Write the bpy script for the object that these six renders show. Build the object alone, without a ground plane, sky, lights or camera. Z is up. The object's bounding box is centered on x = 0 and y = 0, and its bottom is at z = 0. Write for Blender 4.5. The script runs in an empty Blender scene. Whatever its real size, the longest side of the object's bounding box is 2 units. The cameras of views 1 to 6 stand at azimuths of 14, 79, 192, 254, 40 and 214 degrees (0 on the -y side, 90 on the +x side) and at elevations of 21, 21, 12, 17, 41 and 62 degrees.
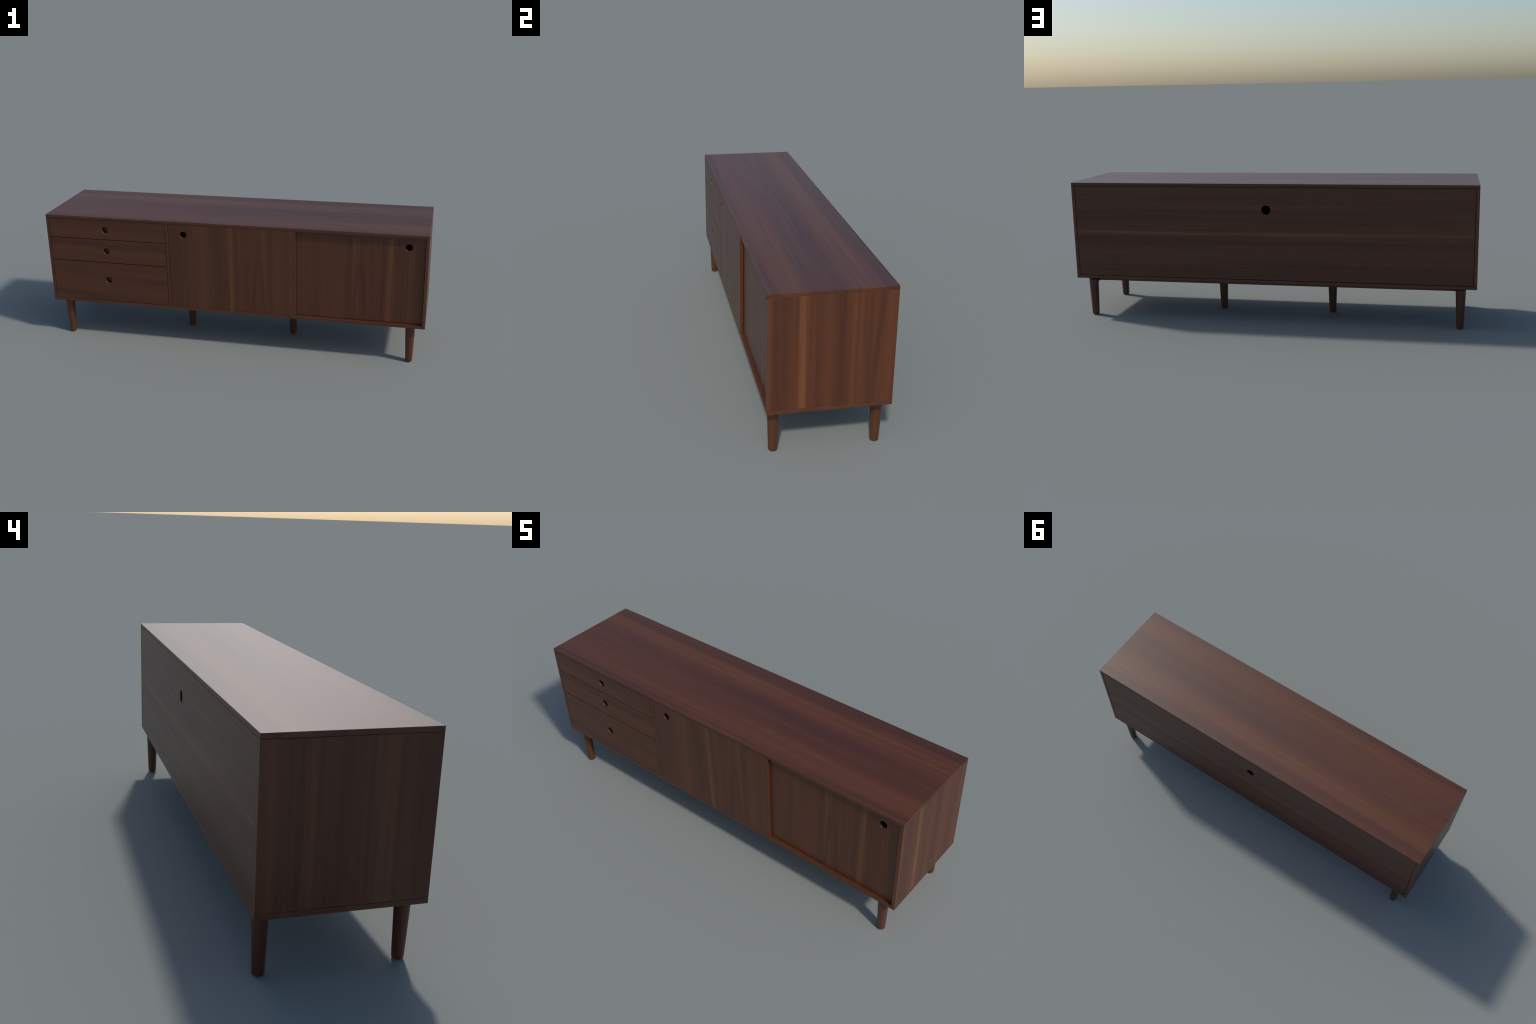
"""Mid-century walnut sideboard: butt-jointed case, three drawers, two sliding
doors, recessed leg frame, four corner legs and two centre legs."""
import bpy, bmesh, math

# ------------------------------------------------------------------ sizes (m)
HX, HY = 1.0, 0.2418          # half width, half depth of the case
Z0, Z1 = 0.1982, 0.6880       # case underside and top
TH = 0.0157                   # board thickness
EDGE = 0.0012                 # tiny arris on every board
GAP = 0.0019                  # reveal around inset fronts
FRONT, BACK = -HY, HY
IN_Z0, IN_Z1 = Z0 + TH, Z1 - TH
IN_X = HX - TH
DIV_X0, DIV_X1 = -0.3360, -0.3200     # divider between drawers and doors
DOOR_T = 0.0145
DOOR_EDGE = 0.3472            # right edge of the front (left) door
HOLE_R = 0.0169

# ------------------------------------------------------------------ materials
class Nodes:
    """Small helper to write node graphs as expressions."""
    def __init__(self, name):
        self.mat = bpy.data.materials.new(name)
        self.mat.use_nodes = True
        self.t = self.mat.node_tree
        self.t.nodes.clear()

    def new(self, kind, **props):
        n = self.t.nodes.new(kind)
        for k, v in props.items():
            setattr(n, k, v)
        return n

    def put(self, sock, v):
        if isinstance(v, bpy.types.NodeSocket):
            self.t.links.new(v, sock)
        else:
            sock.default_value = v

    def m(self, op, a, b=0.0, c=0.0, clamp=False):
        n = self.new('ShaderNodeMath', operation=op, use_clamp=clamp)
        self.put(n.inputs[0], a); self.put(n.inputs[1], b); self.put(n.inputs[2], c)
        return n.outputs[0]

    def vec(self, x, y, z):
        n = self.new('ShaderNodeCombineXYZ')
        for s, v in zip(n.inputs, (x, y, z)):
            self.put(s, v)
        return n.outputs[0]

    def noise(self, vector, scale=1.0, detail=2.0, rough=0.5):
        n = self.new('ShaderNodeTexNoise')
        self.put(n.inputs['Vector'], vector)
        n.inputs['Scale'].default_value = scale
        n.inputs['Detail'].default_value = detail
        n.inputs['Roughness'].default_value = rough
        return n.outputs['Fac']

    def smooth(self, v, lo, hi, out0=0.0, out1=1.0):
        n = self.new('ShaderNodeMapRange', interpolation_type='SMOOTHSTEP')
        self.put(n.inputs['Value'], v)
        n.inputs['From Min'].default_value = lo
        n.inputs['From Max'].default_value = hi
        n.inputs['To Min'].default_value = out0
        n.inputs['To Max'].default_value = out1
        return n.outputs['Result']

    def ramp(self, v, stops):
        n = self.new('ShaderNodeValToRGB')
        e = n.color_ramp.elements
        while len(e) < len(stops):
            e.new(0.5)
        for el, (pos, col) in zip(e, stops):
            el.position = pos
            el.color = (*col, 1)
        self.put(n.inputs[0], v)
        return n.outputs[0]


WALNUT = [(0.00, (0.0480, 0.0160, 0.0088)),
          (0.30, (0.0680, 0.0208, 0.0090)),
          (0.50, (0.0880, 0.0272, 0.0106)),
          (0.70, (0.1080, 0.0352, 0.0128)),
          (1.00, (0.1520, 0.0590, 0.0190))]


def walnut(name, along, across, seed, stripes=(), flames=(), flip=1.0, shift=0.0,
           wander=0.020, band=(0.35, 13.0), swirl=0.0, lift=0.0):
    """Walnut veneer.  `along` is the grain axis, `across` the axis over the
    face.  stripes: (centre, half width, tone change, drift
    and, if it fades along the grain, where it starts and ends and the sense); flames: cathedral
    arches (centre, apex, spread, tone change)."""
    g = Nodes(name)
    xyz = g.new('ShaderNodeSeparateXYZ')
    g.t.links.new(g.new('ShaderNodeTexCoord').outputs['Object'], xyz.inputs[0])
    axes = {k: xyz.outputs[k] for k in 'XYZ'}
    a = axes[along]
    b = g.m('MULTIPLY_ADD', axes[across], flip, shift)
    c = axes[({'X', 'Y', 'Z'} - {along, across}).pop()]
    # slow wander of the fibres
    w = g.noise(g.vec(g.m('MULTIPLY', a, 1.3), g.m('MULTIPLY', b, 4.0), seed), detail=1.0)
    b1 = g.m('MULTIPLY_ADD', g.m('SUBTRACT', w, 0.5), wander, b)
    if swirl:
        w2 = g.noise(g.vec(g.m('MULTIPLY', a, 3.2), g.m('MULTIPLY', b, 7.0), seed + 9.1), detail=0.5)
        b1 = g.m('MULTIPLY_ADD', g.m('SUBTRACT', w2, 0.5), swirl, b1)

    def layer(sa, sb, k, detail):
        return g.noise(g.vec(g.m('MULTIPLY', a, sa), g.m('MULTIPLY', b1, sb),
                             g.m('MULTIPLY_ADD', c, sb, seed + k)), detail=detail, rough=0.55)
    broad = layer(band[0], band[1], 0.0, 2.0)
    mid = layer(0.7, 62.0, 3.7, 2.0)
    streak = layer(2.2, 210.0, 7.9, 2.0)
    fibre = layer(14.0, 620.0, 13.3, 1.0)
    tone = g.m('MULTIPLY_ADD', g.m('SUBTRACT', broad, 0.5), 0.70, 0.49 + lift)
    tone = g.m('MULTIPLY_ADD', g.m('SUBTRACT', mid, 0.5), 0.52, tone)
    tone = g.m('MULTIPLY_ADD', g.m('SUBTRACT', streak, 0.5), 0.50, tone)
    tone = g.m('MULTIPLY_ADD', g.m('SUBTRACT', fibre, 0.5), 0.16, tone)
    for centre, half, amount, drift, *run in stripes:
        pos = g.m('MULTIPLY_ADD', a, drift, b1)
        d = g.m('ABSOLUTE', g.m('SUBTRACT', pos, centre))
        # streaky, not solid: the mid layer eats into the stripe's edge
        d = g.m('MULTIPLY_ADD', g.m('SUBTRACT', mid, 0.5), half * 0.5, d)
        mark = g.smooth(d, half * 0.45, half * 1.5, amount, 0.0)
        if run:                      # stripe fades out between run[0] and run[1]
            mark = g.m('MULTIPLY', mark, g.smooth(g.m('MULTIPLY', a, run[2]), run[0], run[1], 1.0, 0.15))
        tone = g.m('ADD', tone, mark)
    for centre, apex, spread, amount in flames:
        run = g.m('MAXIMUM', g.m('SUBTRACT', apex, a), 0.0)
        wide = g.m('MULTIPLY', g.m('POWER', run, 0.5), spread)
        off = g.m('ABSOLUTE', g.m('SUBTRACT', b1, centre))
        d = g.m('ABSOLUTE', g.m('SUBTRACT', off, wide))
        arch = g.smooth(d, 0.003, 0.013, amount, 0.0)
        tone = g.m('MULTIPLY_ADD', arch, g.smooth(run, -0.02, 0.05), tone)
    colour = g.ramp(tone, WALNUT)
    bsdf = g.new('ShaderNodeBsdfPrincipled')
    g.put(bsdf.inputs['Base Color'], colour)
    g.put(bsdf.inputs['Roughness'], g.smooth(streak, 0.25, 0.75, 0.42, 0.36))
    bsdf.inputs['Specular IOR Level'].default_value = 0.5
    bump = g.new('ShaderNodeBump')
    bump.inputs['Strength'].default_value = 0.06
    bump.inputs['Distance'].default_value = 0.0004
    g.put(bump.inputs['Height'], fibre)
    g.t.links.new(bump.outputs[0], bsdf.inputs['Normal'])
    out = g.new('ShaderNodeOutputMaterial')
    g.t.links.new(bsdf.outputs[0], out.inputs['Surface'])
    return g.mat


# one veneer leaf serves the doors (book-matched) and, shifted, the right side
LEAF = dict(stripes=((0.017, 0.013, 0.36, 0.012), (0.056, 0.006, 0.14, 0.0),
                     (-0.140, 0.026, 0.14, 0.0), (-0.275, 0.055, -0.14, 0.0),
                     (-0.040, 0.032, -0.10, 0.0), (0.205, 0.010, 0.12, 0.03),
                     (0.285, 0.020, 0.08, 0.0)),
            flames=((0.157, 0.525, 0.058, -0.20),))
M_TOP = walnut('walnut_top', 'X', 'Y', 2.3,
               stripes=((0.128, 0.040, 0.13, 0.0, 0.0, 0.9, 1.0), (0.045, 0.040, -0.15, 0.01),
                        (-0.115, 0.030, 0.15, 0.0, -0.7, 0.5, -1.0),
                        (-0.223, 0.012, -0.20, 0.0, -0.5, 0.1, 1.0),
                        (-0.165, 0.020, 0.07, 0.0), (0.218, 0.034, -0.12, 0.0)), wander=0.035)
M_BOTTOM = walnut('walnut_bottom', 'X', 'Y', 21.0, lift=0.06)
M_SIDE_R = walnut('walnut_right_side', 'Z', 'Y', 5.0, wander=0.014, lift=0.02,
                  stripes=((-0.107, 0.013, 0.42, 0.008), (-0.070, 0.005, 0.12, 0.0),
                           (-0.232, 0.012, 0.14, 0.0), (-0.180, 0.040, -0.10, 0.0),
                           (0.034, 0.020, -0.14, 0.0), (0.077, 0.009, 0.12, 0.0),
                           (0.104, 0.006, 0.12, 0.0), (0.130, 0.010, -0.18, -0.09),
                           (0.200, 0.030, 0.10, 0.0)))
M_SIDE_L = walnut('walnut_left_side', 'Z', 'Y', 8.4, wander=0.02,
                  stripes=((-0.100, 0.022, 0.12, 0.0), (0.205, 0.022, 0.10, 0.0),
                           (0.105, 0.008, 0.10, 0.0), (-0.037, 0.004, 0.10, 0.0),
                           (-0.200, 0.030, -0.08, 0.0), (0.03, 0.040, -0.10, 0.0)))
M_DOOR_L = walnut('walnut_door', 'Z', 'X', 5.0, wander=0.012, **LEAF)
M_DOOR_R = walnut('walnut_door_mirrored', 'Z', 'X', 5.0, flip=-1.0, shift=0.827, wander=0.012, **LEAF)
M_BACK = walnut('walnut_back', 'X', 'Z', 14.0, wander=0.018,
                stripes=((0.444, 0.009, 0.34, 0.004), (0.545, 0.022, -0.12, 0.02),
                         (0.390, 0.030, -0.10, 0.0), (0.240, 0.03, -0.10, 0.0)))
M_DIV = walnut('walnut_divider', 'Z', 'Y', 17.0)
DRAWER_FIGURE = (
    (31.0, ((0.640, 0.022, -0.08, 0.03), (0.590, 0.016, 0.06, 0.0))),
    (35.5, ((0.456, 0.022, 0.10, 0.0), (0.525, 0.018, -0.10, 0.03), (0.482, 0.005, 0.08, 0.02))),
    (41.0, ((0.292, 0.026, 0.12, 0.04), (0.210, 0.026, -0.16, 0.04), (0.415, 0.020, -0.06, 0.0))))
M_DRAWERS = [walnut('walnut_drawer', 'X', 'Z', s, band=(1.1, 20.0), wander=0.03, swirl=0.03,
                    stripes=fig, lift=-0.03) for s, fig in DRAWER_FIGURE]
M_LEG = walnut('walnut_leg', 'Z', 'X', 51.0, lift=-0.04)
M_FRAME = walnut('walnut_frame', 'X', 'Z', 57.0)
M_BOX = walnut('walnut_drawer_box', 'X', 'Z', 61.0, lift=-0.40)  # walnut tone darkened well down to paint in the shadow inside the finger holes

# ------------------------------------------------------------------ meshes
ROOT = bpy.data.objects.new('wooden_sideboard', None)
bpy.context.scene.collection.objects.link(ROOT)
ROOT['label'] = 'long dark walnut sideboard with drawers, sliding doors, round legs'
ROOT['category'] = 'sideboard'


def add(name, mesh, mat, parent=ROOT, loc=(0, 0, 0)):
    if mat is not None:
        mesh.materials.append(mat)
    ob = bpy.data.objects.new(name, mesh)
    ob.location = loc
    bpy.context.scene.collection.objects.link(ob)
    ob.parent = parent
    return ob


def finish(bm, name):
    bmesh.ops.recalc_face_normals(bm, faces=bm.faces)
    me = bpy.data.meshes.new(name)
    bm.to_mesh(me)
    bm.free()
    return me


def board(name, x, y, z, mat, edge=EDGE, parent=ROOT):
    """Rectangular board with softened arrises."""
    bm = bmesh.new()
    bmesh.ops.create_cube(bm, size=1.0)
    for v in bm.verts:
        v.co.x = x[0] if v.co.x < 0 else x[1]
        v.co.y = y[0] if v.co.y < 0 else y[1]
        v.co.z = z[0] if v.co.z < 0 else z[1]
    bmesh.ops.bevel(bm, geom=bm.edges[:], offset=edge, segments=2, profile=0.5, affect='EDGES')
    return add(name, finish(bm, name), mat, parent)


def drilled_panel(name, x, z, y0, y1, hole, radius, mat, rim=0.0022, edge=EDGE, segs=72, parent=ROOT):
    """Upright panel (faces at y0 and y1) with a round, eased finger hole."""
    bm = bmesh.new()
    hx, hz = hole

    def rect(inset, y):
        return [bm.verts.new((px, y, pz)) for px, pz in
                ((x[0] + inset, z[0] + inset), (x[1] - inset, z[0] + inset),
                 (x[1] - inset, z[1] - inset), (x[0] + inset, z[1] - inset))]

    def ring(r, y):
        return [bm.verts.new((hx + r * math.cos(t), y, hz + r * math.sin(t)))
                for t in (2 * math.pi * i / segs for i in range(segs))]

    def ease(size, n):
        """(inset, depth) pairs of a quarter round."""
        return [(size * (1 - math.sin(k)), size * (1 - math.cos(k)))
                for k in (math.pi / 2 * i / n for i in range(n + 1))]

    def loft(loops, smooth):
        for p, q in zip(loops, loops[1:]):
            for i in range(len(p)):
                j = (i + 1) % len(p)
                bm.faces.new((p[i], p[j], q[j], q[i])).smooth = smooth

    oe, he = ease(edge, 2), ease(rim, 5)
    outer = [rect(i, y0 + d) for i, d in oe] + [rect(i, y1 - d) for i, d in reversed(oe)]
    inner = [ring(radius + i, y0 + d) for i, d in he] + [ring(radius + i, y1 - d) for i, d in reversed(he)]
    loft(outer, False)
    loft(inner, True)
    for o, i in ((outer[0], inner[0]), (outer[-1], inner[-1])):
        edges = []
        for loop in (o, i):
            for k in range(len(loop)):
                edges.append(bm.edges.get((loop[k], loop[(k + 1) % len(loop)])))
        bmesh.ops.triangle_fill(bm, edges=edges, use_beauty=True)
    return add(name, finish(bm, name), mat, parent)


# ------------------------------------------------------------------ case
board('top', (-HX, HX), (FRONT, BACK), (IN_Z1, Z1), M_TOP)
board('base', (-HX, HX), (FRONT, BACK), (Z0, IN_Z0), M_BOTTOM)
SEAM = 0.0005
board('side', (IN_X, HX), (FRONT, BACK), (IN_Z0 + SEAM, IN_Z1 - SEAM), M_SIDE_R)
board('side', (-HX, -IN_X), (FRONT, BACK), (IN_Z0 + SEAM, IN_Z1 - SEAM), M_SIDE_L)
BACK_T = 0.012
board('divider', (DIV_X0, DIV_X1), (FRONT, BACK - BACK_T - 0.0012), (IN_Z0 + SEAM, IN_Z1 - SEAM), M_DIV)
drilled_panel('back_panel', (-IN_X + GAP, IN_X - GAP), (IN_Z0 + GAP, IN_Z1 - GAP),
              BACK - BACK_T - 0.0006, BACK - 0.0006, (-0.0012, 0.5614), 0.0224, M_BACK, rim=0.0010)

# cleats inside the case that the back panel is fixed to (they close its reveal)
CY = (BACK - BACK_T - 0.011, BACK - BACK_T - 0.001)
for z in ((IN_Z0 + 0.0002, IN_Z0 + 0.014), (IN_Z1 - 0.014, IN_Z1 - 0.0002)):
    board('back_cleat', (DIV_X1 + 0.0004, IN_X - 0.0144), CY, z, M_FRAME)
    board('back_cleat', (-IN_X + 0.0144, DIV_X0 - 0.0004), CY, z, M_FRAME)
for x in ((-IN_X + 0.0002, -IN_X + 0.014), (IN_X - 0.014, IN_X - 0.0002)):
    board('back_cleat', x, CY, (IN_Z0 + 0.0002, IN_Z1 - 0.0002), M_FRAME)

# ------------------------------------------------------------------ drawers
DRAWER_X = (-IN_X + GAP, DIV_X0 - GAP)
DRAWER_ROWS = (((0.5660, IN_Z1 - GAP), 0.6180),
               ((0.4368, 0.5630), 0.5008),
               ((IN_Z0 + GAP, 0.4338), 0.3358))
for (zr, hz), mat in zip(DRAWER_ROWS, M_DRAWERS):
    d = drilled_panel('drawer', DRAWER_X, zr, FRONT, FRONT + DOOR_T, (-0.6684, hz), HOLE_R, mat)
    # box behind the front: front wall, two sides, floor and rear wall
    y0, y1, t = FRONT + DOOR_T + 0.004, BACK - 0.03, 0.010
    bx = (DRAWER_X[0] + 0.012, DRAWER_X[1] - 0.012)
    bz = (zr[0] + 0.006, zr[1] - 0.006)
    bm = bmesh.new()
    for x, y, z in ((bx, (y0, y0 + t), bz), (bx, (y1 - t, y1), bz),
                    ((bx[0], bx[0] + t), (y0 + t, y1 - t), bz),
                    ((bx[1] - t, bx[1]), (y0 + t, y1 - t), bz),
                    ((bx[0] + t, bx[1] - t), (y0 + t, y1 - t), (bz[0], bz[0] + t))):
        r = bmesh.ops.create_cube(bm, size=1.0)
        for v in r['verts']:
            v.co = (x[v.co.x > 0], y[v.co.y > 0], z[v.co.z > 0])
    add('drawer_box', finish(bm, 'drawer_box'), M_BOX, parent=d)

# ------------------------------------------------------------------ sliding doors
DOOR_Z = (IN_Z0 + 0.0012, IN_Z1 - 0.0012)
drilled_panel('sliding_door', (DIV_X1 + GAP, DOOR_EDGE), DOOR_Z, FRONT, FRONT + DOOR_T,
              (-0.2382, 0.6187), HOLE_R, M_DOOR_L)
DOOR_Y = FRONT + 0.0152
drilled_panel('sliding_door', (IN_X - GAP - (DOOR_EDGE - DIV_X1), IN_X - 0.0008), DOOR_Z,
              DOOR_Y, DOOR_Y + DOOR_T, (0.9040, 0.6183), HOLE_R, M_DOOR_R)

# ------------------------------------------------------------------ legs
def leg_mesh(name, height):
    """Turned tapering leg with an eased foot, standing on z = 0."""
    foot, k = 0.0177, 0.033
    ease = 0.0045
    prof = [(0.0, 0.0)]
    for i in range(7):
        t = math.pi / 2 * i / 6
        prof.append((foot - ease + ease * math.sin(t), ease * (1 - math.cos(t))))
    for i in range(1, 9):
        z = ease + (height - ease) * i / 8
        prof.append((foot + k * z, z))
    prof.append((0.0, height))
    bm = bmesh.new()
    n = 48
    rings = []
    for r, z in prof:
        if r == 0.0:
            rings.append([bm.verts.new((0, 0, z))])
        else:
            rings.append([bm.verts.new((r * math.cos(2 * math.pi * i / n), r * math.sin(2 * math.pi * i / n), z))
                          for i in range(n)])
    for p, q in zip(rings, rings[1:]):
        for i in range(n):
            j = (i + 1) % n
            if len(p) == 1:
                bm.faces.new((p[0], q[j], q[i]))
            elif len(q) == 1:
                bm.faces.new((p[i], p[j], q[0]))
            else:
                bm.faces.new((p[i], p[j], q[j], q[i])).smooth = True
    me = finish(bm, name)
    me.materials.append(M_LEG)
    return me


LEG_X, LEG_Y = 0.9270, 0.2040
CORNER = leg_mesh('leg', Z0 - 0.0005)
for sx in (-1, 1):
    for sy in (-1, 1):
        add('leg', CORNER, None, loc=(sx * LEG_X, sy * LEG_Y, 0))
for sx in (-1, 1):
    add('leg', CORNER, None, loc=(sx * 0.2892, -0.0005, 0))

# recessed frame that carries the legs
FR_Z = (0.1665, Z0 - 0.0008)
for s in (-1, 1):
    board('side_rail', tuple(sorted((s * 0.915, s * 0.936))), (-0.195, 0.195), FR_Z, M_FRAME)
    board('long_rail', (-0.914, 0.914), tuple(sorted((s * 0.148, s * 0.127))), FR_Z, M_FRAME)
